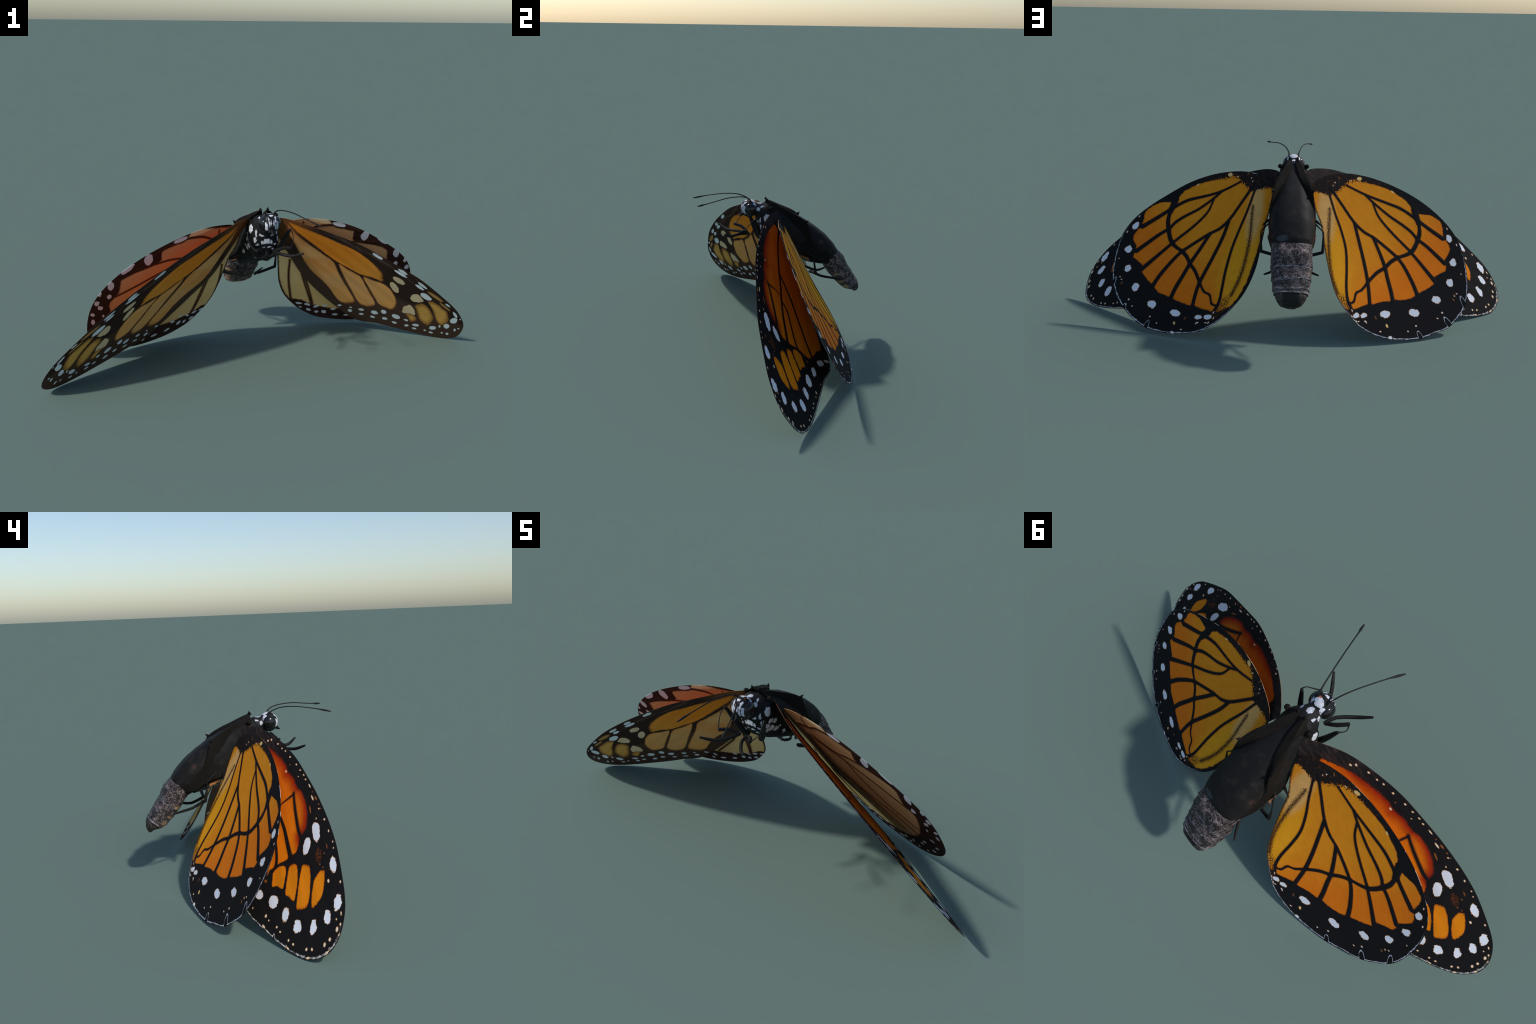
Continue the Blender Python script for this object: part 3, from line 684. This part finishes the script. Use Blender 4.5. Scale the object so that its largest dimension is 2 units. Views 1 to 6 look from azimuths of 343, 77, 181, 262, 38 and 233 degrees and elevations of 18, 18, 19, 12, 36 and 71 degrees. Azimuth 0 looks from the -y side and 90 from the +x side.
def tube(pts, radii, ring=10, per=6, smooth_path=True, flat=1.0):
    """Round limb along a path with a radius at each control point."""
    p = np.asarray(pts, float)
    r = np.asarray(radii, float)[:, None]
    both = np.hstack([p, r])
    s = spline(both, per) if smooth_path else both
    p, r = s[:, :3], s[:, 3]
    tan = np.gradient(p, axis=0)
    tan /= np.linalg.norm(tan, axis=1, keepdims=True)
    up = np.array([0, 0, 1.0]) if abs(tan[0][2]) < .9 else np.array([1.0, 0, 0])
    verts, faces = [], []
    n = np.cross(tan[0], up)
    n /= np.linalg.norm(n)
    for i in range(len(p)):
        n = n - tan[i] * (n @ tan[i])
        n /= np.linalg.norm(n)
        b = np.cross(tan[i], n)
        for a in np.linspace(0, 2 * math.pi, ring, endpoint=False):
            verts.append(p[i] + r[i] * (math.cos(a) * n + flat * math.sin(a) * b))
    for i in range(len(p) - 1):
        for j in range(ring):
            k = (j + 1) % ring
            faces.append((i * ring + j, i * ring + k, (i + 1) * ring + k, (i + 1) * ring + j))
    for i, f in ((0, 1), (len(p) - 1, -1)):
        verts.append(p[i] - tan[i] * r[i] * .4 * f)
        c = len(verts) - 1
        for j in range(ring):
            k = (j + 1) % ring
            t = (i * ring + j, i * ring + k, c)
            faces.append(t[::-1] if f == 1 else t)
    return verts, faces


def ellipsoid(c, r, seg=40, rings=24, warp=None):
    verts, faces = [], []
    for i in range(rings + 1):
        th = math.pi * i / rings
        for j in range(seg):
            ph = 2 * math.pi * j / seg
            d = np.array([math.sin(th) * math.cos(ph), math.sin(th) * math.sin(ph), math.cos(th)])
            v = np.array(c) + np.array(r) * d
            verts.append(warp(v, d) if warp else v)
    for i in range(rings):
        for j in range(seg):
            k = (j + 1) % seg
            faces.append((i * seg + j, (i + 1) * seg + j, (i + 1) * seg + k, i * seg + k))
    return verts, faces


def clean(ob, dist=1e-5):
    bm = bmesh.new()
    bm.from_mesh(ob.data)
    bmesh.ops.remove_doubles(bm, verts=bm.verts, dist=dist)
    bmesh.ops.recalc_face_normals(bm, faces=bm.faces)
    bm.to_mesh(ob.data)
    bm.free()
    return ob


def mirror(verts, faces):
    return [(-v[0], v[1], v[2]) for v in verts], [f[::-1] for f in faces]


def sheet(grid, per=6, thick=.003, ripple=0.0, seed=0, creased=False):
    """Thin plate through a grid of control points, closed with an edge."""
    g = np.asarray(grid, float)
    g = np.array([spline(row, per) for row in g])
    if creased:
        n = (len(g) - 1) * per + 1
        at = np.linspace(0, len(g) - 1, n)
        g = np.array([[[np.interp(t, range(len(g)), g[:, j, k]) for k in range(3)] for j in range(g.shape[1])] for t in at])
    else:
        g = np.array([spline(g[:, j], per) for j in range(g.shape[1])]).transpose(1, 0, 2)
    a, b = g.shape[:2]
    du, dv = np.gradient(g, axis=0), np.gradient(g, axis=1)
    n = np.cross(du, dv)
    n /= np.linalg.norm(n, axis=2, keepdims=True) + 1e-12
    if ripple:
        u, v = np.meshgrid(np.linspace(0, 1, a), np.linspace(0, 1, b), indexing="ij")
        w = np.sin(v * 21 + 3 * u + seed) * .5 + np.sin(v * 9 - 5 * u + seed * 2.1)
        g = g + n * (ripple * w * np.sin(np.pi * np.clip(u * 1.1, 0, 1)))[..., None]
    top, bot = g + n * thick / 2, g - n * thick / 2
    verts = np.vstack([top.reshape(-1, 3), bot.reshape(-1, 3)])
    N = a * b
    faces = []
    for i in range(a - 1):
        for j in range(b - 1):
            p, q, r, s = i * b + j, i * b + j + 1, (i + 1) * b + j + 1, (i + 1) * b + j
            faces += [(p, q, r, s), (N + s, N + r, N + q, N + p)]
    edge = [(0, j) for j in range(b)] + [(i, b - 1) for i in range(1, a)] + [(a - 1, j) for j in range(b - 2, -1, -1)] + [(i, 0) for i in range(a - 2, 0, -1)]
    for e, f in zip(edge, edge[1:] + edge[:1]):
        p, q = e[0] * b + e[1], f[0] * b + f[1]
        faces.append((q, p, N + p, N + q))
    return verts, faces


# ------------------------------------------------------------------ body materials
def plain(name, col, rough=.5, spec=.35, scale=60, vary=.3, bump=.0006, coat=0.0):
    n = Net(name)
    p = n.object_coords()
    f = n.noise(p, scale, 4, .6)
    c = n.mix(f, tuple(k * (1 - vary) for k in col), tuple(k * (1 + vary) for k in col))
    return n.finish(c, rough, spec, f, bump, coat=coat)


def blot(n, p, centre, radii):
    q = n.v("MULTIPLY", n.v("SUBTRACT", p, centre), tuple(1 / r for r in radii))
    return n.m("MULTIPLY", n.m("SUBTRACT", n.v("LENGTH", q), 1.0), min(radii))


def mirrored(n, p):
    x = n.xyz(p)
    c = n.new("ShaderNodeCombineXYZ")
    n.put(c.inputs[0], n.m("ABSOLUTE", x[0]))
    n.put(c.inputs[1], x[1])
    n.put(c.inputs[2], x[2])
    return c.outputs[0]


def spotted_skin(name, spots, base=(.012, .012, .013), white=(.62, .64, .68), soft=.0012, rag=.010, extra=None, bend=.012):
    n = Net(name)
    raw = n.object_coords()
    shift = n.v("SUBTRACT", n.noise(raw, 75, 2, .5, "Color"), (.5, .5, .5))
    p = mirrored(n, n.v("ADD", raw, n.v("MULTIPLY", shift, (bend, bend, bend))))
    d = n.union(blot(n, p, *s) for s in spots)
    d = n.m("MULTIPLY_ADD", n.m("SUBTRACT", n.noise(raw, 90, 3, .55), .5), rag, d)
    f = n.noise(raw, 200, 3, .6)
    c = n.mix(f, tuple(k * .8 for k in base), tuple(k * 1.3 for k in base))
    hairs = n.step(n.noise(n.v("MULTIPLY", raw, (260, 110, 110)), 1, 3, .65), .36, .50)
    grey = n.mix(hairs, tuple(k * .45 for k in white), white)
    c = n.mix(n.step(d, soft, -soft), c, grey)
    if extra:
        c = extra(n, raw, p, c)
    return n.finish(c, .62, .14, f, .0005)

# ------------------------------------------------------------------ assembly
top = empty("butterfly")
top["label"] = "orange and black butterfly with white-dotted margins, wings drooping"
top["category"] = "butterfly"

CENTRE = {"F": (.60, .02), "H": (.44, .03)}
warp_hind = Warp(H_PAIRS, .01)
warp_fore_up = Warp(FORE_UPPER_PAIRS, .02)
warp_fore_under = Warp(FORE_UNDER_PAIRS, .02)
for key, out in (("LF", LEFT_FORE_OUTLINE), ("RF", RIGHT_FORE_OUTLINE), ("LH", LEFT_HIND_OUTLINE), ("RH", RIGHT_HIND_OUTLINE)):
    right, fore = key[0] == "R", key[1] == "F"
    line = np.array(out, float) / 1000
    if fore:
        wu, wl = (warp_fore_up, warp_fore_under) if right else (same, same)
        mu = fore_upper("forewing_upper_scales", right, wu, line)
        ml = fore_under("forewing_under_scales", right, wl, line)
        build_wing("forewing", key, out, BOW.get(key, [0] * 6), CENTRE["F"], top, mu, ml, FORE_UPPER_VEINS, FORE_RELIEF, wu, wl)
    else:
        w = warp_hind if right else same
        mu = hind_upper("hindwing_upper_scales", right, w, line)
        ml = hind_under("hindwing_under_scales", right, w, line)
        build_wing("hindwing", key, out, BOW[key], CENTRE["H"], top, mu, ml, HIND_UPPER_VEINS, HIND_UNDER_VEINS, w, w)

# --- thorax: dark barrel, chest spotted white
THORAX = [(-.098, .706, -.118, .652, .026), (-.072, .708, -.114, .610, .053), (-.035, .700, -.104, .545, .068), (.025, .674, -.050, .502, .071),
          (.10, .638, .012, .468, .081), (.17, .595, .075, .440, .092), (.24, .540, .150, .412, .093), (.285, .490, .205, .395, .088), (.303, .463, .230, .383, .083)]
CHEST_SPOTS = [((.063, -.076, .648), (.012, .016, .020)), ((.022, -.115, .628), (.012, .015, .009)), ((.006, -.118, .597), (.010, .015, .013)),
               ((.022, -.116, .590), (.006, .015, .009)), ((.047, -.105, .632), (.0038, .02, .017)), ((.052, -.103, .604), (.005, .02, .013)), ((.040, -.112, .580), (.008, .015, .006)),
               ((.071, -.065, .603), (.008, .016, .010)), ((.074, -.038, .592), (.010, .014, .011)), ((.070, -.060, .566), (.010, .016, .012)), ((.073, -.035, .548), (.009, .016, .013)),
               ((.064, -.083, .562), (.008, .013, .010)), ((.066, -.083, .584), (.007, .012, .013)), ((.074, .008, .515), (.006, .014, .015)), ((.077, -.015, .556), (.006, .012, .009)),
               ((.015, -.118, .568), (.009, .014, .004)), ((.030, -.112, .556), (.006, .014, .004))]


def thorax_extra(n, raw, p, c):
    f = n.step(n.noise(raw, 26, 4, .65), .5, .66)
    x = n.xyz(raw)
    back = n.step(x[1], .02, .08)
    c = n.mix(n.m("MULTIPLY", f, back), c, (.018, .0165, .0145))
    pale = n.m("MULTIPLY_ADD", n.m("SUBTRACT", f, .5), .01, blot(n, raw, (.050, .297, .480), (.026, .010, .012)))
    c = n.mix(n.step(pale, .002, -.003), c, (.045, .050, .056))
    red = n.m("MULTIPLY_ADD", n.m("SUBTRACT", f, .5), .006, blot(n, p, (.090, .200, .520), (.02, .012, .012)))
    c = n.mix(n.m("MULTIPLY", n.step(red, .003, -.006), .45), c, (.085, .035, .025))
    return c


skin = spotted_skin("thorax_skin", CHEST_SPOTS, base=(.0092, .0088, .0088), extra=thorax_extra)
def lumpy(q, freq, amount):
    """Push a point about by noise: the hide is not smooth."""
    q = Vector(q)
    return q + amount * (mnoise.noise_vector(q * freq) + .5 * mnoise.noise_vector(q * freq * 2.3))


v, f = loft(THORAX, 56, 8, True, 2.7)
v = [lumpy(q, 28, .0022) for q in v]
clean(make_object("thorax", v, f, top, [skin], True))

# --- abdomen: overlapping rings
RINGS = [(.297, .466, .218, .398, .085), (.335, .428, .250, .358, .083), (.357, .383, .279, .317, .083), (.387, .337, .3125, .278, .077), (.409, .304, .340, .250, .072),
         (.420, .288, .358, .240, .066), (.429, .262, .390, .231, .055), (.429, .240, .406, .221, .040), (.423, .223, .415, .216, .014)]


def ring_steps(u, ang):
    edges = [0, .25, .375, .5, .625, 2]
    for a, b in zip(edges, edges[1:]):
        if a <= u < b:
            g = (u - a) / (min(b, 1) - a)
            return np.full(len(ang), 1 + (.055 * g ** 2 if b < 1 else 0.0) - (.02 if b > 1 and g < .08 else 0))
    return np.ones(len(ang))


def abdomen_skin():
    n = Net("abdomen_skin")
    p = n.object_coords()
    s = n.v("DOT_PRODUCT", p, (0, .62, -.784))
    t = n.v("DOT_PRODUCT", p, (0, .784, .62))
    x = n.xyz(p)
    fine = n.noise(p, 230, 4, .7)
    wide = n.noise(p, 42, 3, .6)
    around = n.noise(n.v("MULTIPLY", p, (120, 80, 80)), 1, 4, .7)
    k = n.step(n.m("MULTIPLY_ADD", wide, .36, n.m("MULTIPLY_ADD", fine, .62, n.m("MULTIPLY", around, .40))), .65, .82)
    c = n.mix(k, (.013, .010, .0105), (.26, .20, .195))
    sw = n.m("MULTIPLY_ADD", n.m("SUBTRACT", wide, .5), .010, s)
    for edge in (-.0755, -.0225, .0155, .0305):
        line = n.m("MULTIPLY", n.step(sw, edge - .008, edge - .002), n.step(sw, edge + .002, edge))
        line = n.m("MULTIPLY", line, n.step(n.noise(p, 48, 4, .75), .40, .62))
        c = n.mix(n.m("MULTIPLY", line, .7), c, (.34, .32, .35))
        low = n.m("MULTIPLY", n.step(n.m("MULTIPLY_ADD", fine, .02, t), .462, .448), n.step(n.m("MULTIPLY_ADD", wide, .02, t), .425, .440))
        warm = n.m("MULTIPLY", n.m("MULTIPLY", n.step(sw, edge - .024, edge - .010), n.step(sw, edge, edge - .006)), low)
        c = n.mix(n.m("MULTIPLY", warm, .7), c, (.42, .27, .14))
    band = n.m("MULTIPLY", n.step(s, -.020, -.014), n.step(s, .008, -.004))
    c = n.mix(n.m("MULTIPLY", n.m("MULTIPLY", band, .6), n.step(t, .47, .50)), c, (.013, .012, .013))
    tip = n.step(s, .0290, .0320)
    hairs = n.noise(n.v("MULTIPLY", p, (260, 90, 90)), 1, 3, .6)
    tc = n.mix(n.step(hairs, .45, .75), (.028, .021, .017), (.15, .115, .09))
    mid = n.m("MULTIPLY", n.step(n.m("ABSOLUTE", x[0]), .042, .026), n.step(t, .470, .480))
    tc = n.mix(mid, tc, (.010, .0095, .010))
    c = n.mix(tip, c, tc)
    return n.finish(c, .6, .3, fine, .0012)


v, f = loft(RINGS, 64, 16, True, 2.7, ring_steps)
v = [lumpy(q, 45, .0022) for q in v]
clean(make_object("abdomen", v, f, top, [abdomen_skin()], True, sharp=40))

# --- head with bulging eyes
HEAD_SPOTS = [((0, -.135, .728), (.021, .016, .015)), ((.016, -.188, .694), (.0042, .013, .024)), ((.0265, -.182, .684), (.0062, .013, .019)), ((.005, -.170, .730), (.006, .006, .008)),
              ((.017, -.176, .718), (.0045, .010, .008)), ((.033, -.117, .704), (.013, .008, .015)), ((.028, -.132, .713), (.014, .010, .009)), ((.030, -.166, .648), (.006, .008, .006)),
              ((.006, -.193, .700), (.0028, .010, .012))]


def head_extra(n, raw, p, c):
    d = blot(n, raw, (.013, -.150, .731), (.005, .006, .006))
    return n.mix(n.m("MULTIPLY", n.step(d, .001, -.001), n.step(n.noise(raw, 300, 2), .42, .52)), c, (.45, .09, .012))


head_mat = spotted_skin("head_skin", HEAD_SPOTS, white=(.62, .64, .70), rag=.008, extra=head_extra, bend=.010)
v, f = ellipsoid((0, -.152, .6875), (.041, .0425, .0445))
clean(make_object("head", v, f, top, [head_mat], True))
eye_mat = plain("eye_glaze", (.0085, .009, .010), .14, .4, 300, .2, .00005)
ev, ef = ellipsoid((-.0275, -.151, .6865), (.0225, .0300, .0315))
clean(make_object("eye", ev, ef, top, [eye_mat], True))
clean(make_object("eye", *mirror(ev, ef), top, [eye_mat], True))
collar_spots = [((.003, -.102, .712), (.007, .013, .012)), ((.031, -.090, .700), (.0035, .014, .014)), ((.033, -.113, .688), (.007, .008, .011))]
neck_mat = spotted_skin("neck_skin", collar_spots, white=(.56, .58, .64), rag=.007)
v, f = loft([(-.128, .718, -.132, .655, .028), (-.108, .713, -.122, .645, .034), (-.085, .712, -.118, .625, .045), (-.060, .706, -.105, .600, .055)], 40, 8, True)
clean(make_object("neck", v, f, top, [neck_mat], True))
black = plain("black_shell", (.0100, .0096, .0100), .55, .2, 90, .3)
v, f = tube([(0, -.185, .662), (0, -.194, .655), (-.001, -.204, .651)], [.010, .006, .0012], 10, 5)
clean(make_object("palp", v, f, top, [black], True))

# --- antennae: fine whips ending in clubs
ANT_R = [(.021, -.148, .722), (.022, -.153, .736), (.031, -.177, .750), (.045, -.214, .757), (.069, -.274, .758), (.093, -.333, .750), (.113, -.384, .743), (.121, -.403, .741), (.129, -.423, .739)]
ANT_L = [(-.021, -.148, .722), (-.022, -.156, .733), (-.027, -.173, .743), (-.034, -.203, .753), (-.045, -.249, .756), (-.057, -.298, .752), (-.072, -.360, .742), (-.081, -.393, .735), (-.088, -.420, .729)]
for path in (ANT_R, ANT_L):
    v, f = tube(path, [.0036, .0030, .0027, .0025, .0024, .0023, .0025, .0045, .0024], 12, 8)
    clean(make_object("antenna", v, f, top, [black], True))

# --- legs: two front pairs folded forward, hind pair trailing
leg_mat = plain("leg_shell", (.0095, .0092, .0092), .55, .18, 120, .3)
FRONT = [[(.030, -.085, .520), (.047, -.100, .535), (.075, -.123, .598), (.090, -.138, .638), (.098, -.145, .653)],
         [(.098, -.145, .653), (.102, -.168, .632), (.094, -.192, .603), (.078, -.213, .589)],
         [(.079, -.214, .589), (.054, -.181, .581), (.020, -.158, .561)],
         [(.018, -.156, .561), (.026, -.200, .565), (.060, -.248, .565), (.082, -.270, .573), (.107, -.294, .587)]]
FRONT_R = [[.016, .016, .0125, .009, .006], [.0035, .0022, .0026, .0035], [.0085, .0095, .0075], [.0085, .0085, .0085, .0080, .0052]]
HIND = [[(.070, .085, .492), (.095, .110, .486), (.132, .150, .459)],
        [(.132, .150, .461), (.132, .156, .415), (.131, .163, .372)],
        [(.133, .164, .374), (.085, .163, .360), (.040, .158, .350)],
        [(.034, .162, .350), (.044, .215, .324), (.075, .262, .321), (.111, .303, .321)]]
HIND_R = [[.008, .005, .0026], [.0028, .0058, .0085], [.0085, .0085, .0085], [.0085, .0078, .0072, .0045]]
for side in (1, -1):
    for kind, segs, rads in (("foreleg", FRONT, FRONT_R), ("hindleg", HIND, HIND_R)):
        leg = empty(kind, top)
        for nm, path, rad in zip(("femur", "tibia_link", "tibia", "tarsus"), segs, rads):
            v, f = tube(np.array(path) * [side, 1, 1], np.array(rad) * .84, 7, 2, True)
            clean(make_object(nm, v, f, leg, [leg_mat], True, sharp=38))

# --- shoulder mantle: pleated plates hanging from two ridges, down both flanks
plate_mat = plain("shoulder_plate_skin", (.0112, .0097, .0080), .75, .06, 40, .35)
# each station: foot on the back, inner and outer edge of the ridge, three points down the flank
MANTLE = [[(-.006, -.055, .700), (-.007, -.062, .722), (-.017, -.067, .728), (-.052, -.056, .696), (-.062, -.050, .655), (-.064, -.045, .610)],
          [(-.014, .005, .672), (-.018, .000, .693), (-.042, -.002, .698), (-.050, .002, .645), (-.066, .010, .580), (-.076, .022, .520)],
          [(-.036, .065, .640), (-.039, .062, .658), (-.065, .062, .663), (-.070, .064, .605), (-.084, .072, .530), (-.100, .079, .474)],
          [(-.066, .112, .600), (-.070, .112, .618), (-.083, .121, .622), (-.090, .130, .560), (-.094, .138, .500), (-.098, .138, .455)],
          [(-.078, .150, .555), (-.084, .150, .556), (-.090, .150, .548), (-.094, .166, .510), (-.094, .186, .460), (-.092, .200, .416)],
          [(-.076, .215, .488), (-.082, .215, .486), (-.088, .220, .478), (-.090, .235, .458), (-.085, .255, .432), (-.076, .272, .412)]]
v, f = sheet(np.array(MANTLE).transpose(1, 0, 2), 6, .0035, .0022, 1, True)
clean(make_object("shoulder_plate", v, f, top, [plate_mat], True, sharp=28))
clean(make_object("shoulder_plate", *mirror(v, f), top, [plate_mat], True, sharp=28))
knob = ellipsoid((-.058, -.054, .696), (.011, .011, .010), 20, 12)
clean(make_object("shoulder_knob", *knob, top, [plate_mat], True))
clean(make_object("shoulder_knob", *mirror(*knob), top, [plate_mat], True))
for a, b in (((-.100, .074, .486), (-.134, .079, .460)), ((-.083, .120, .626), (-.090, .131, .634)), ((-.016, -.066, .727), (-.019, -.066, .738))):
    v, f = tube([a, b], [.007, .001], 8, 3)
    clean(make_object("shoulder_thorn", v, f, top, [plate_mat], True))
    clean(make_object("shoulder_thorn", *mirror(v, f), top, [plate_mat], True))


# --- hip wedges: small keeled pieces under the flanks, orange above and olive-white below
def wedge_skin():
    n = Net("hip_skin")
    p = n.object_coords()
    x = n.xyz(p)
    h = n.m("ADD", x[2], n.m("MULTIPLY", x[1], .42))
    patch = n.m("MULTIPLY", n.step(x[1], .088, .094), n.step(x[1], .142, .132))
    h = n.m("MULTIPLY_ADD", n.m("SUBTRACT", n.noise(p, 60, 3, .6), .5), .010, h)
    c = n.mix(n.m("MULTIPLY", n.step(h, .485, .490), patch), (.012, .015, .016), (.40, .165, .055))
    c = n.mix(n.m("MULTIPLY", n.step(h, .482, .478), n.step(n.noise(p, 70, 3, .6), .42, .56)), c, (.30, .31, .24))
    return n.finish(c, .55, .3)


W = [(-.074, .085, .458), (-.080, .150, .436), (-.074, .215, .405), (-.096, .095, .450), (-.106, .135, .428), (-.090, .205, .408), (-.070, .090, .430), (-.074, .150, .412), (-.070, .210, .398)]
wf = [(0, 3, 4, 1), (1, 4, 5, 2), (3, 6, 7, 4), (4, 7, 8, 5), (0, 1, 7, 6), (1, 2, 8, 7), (0, 6, 3), (2, 5, 8)]
hip = wedge_skin()
clean(make_object("hip_wedge", W, wf, top, [hip], False))
clean(make_object("hip_wedge", *mirror(W, wf), top, [hip], False))
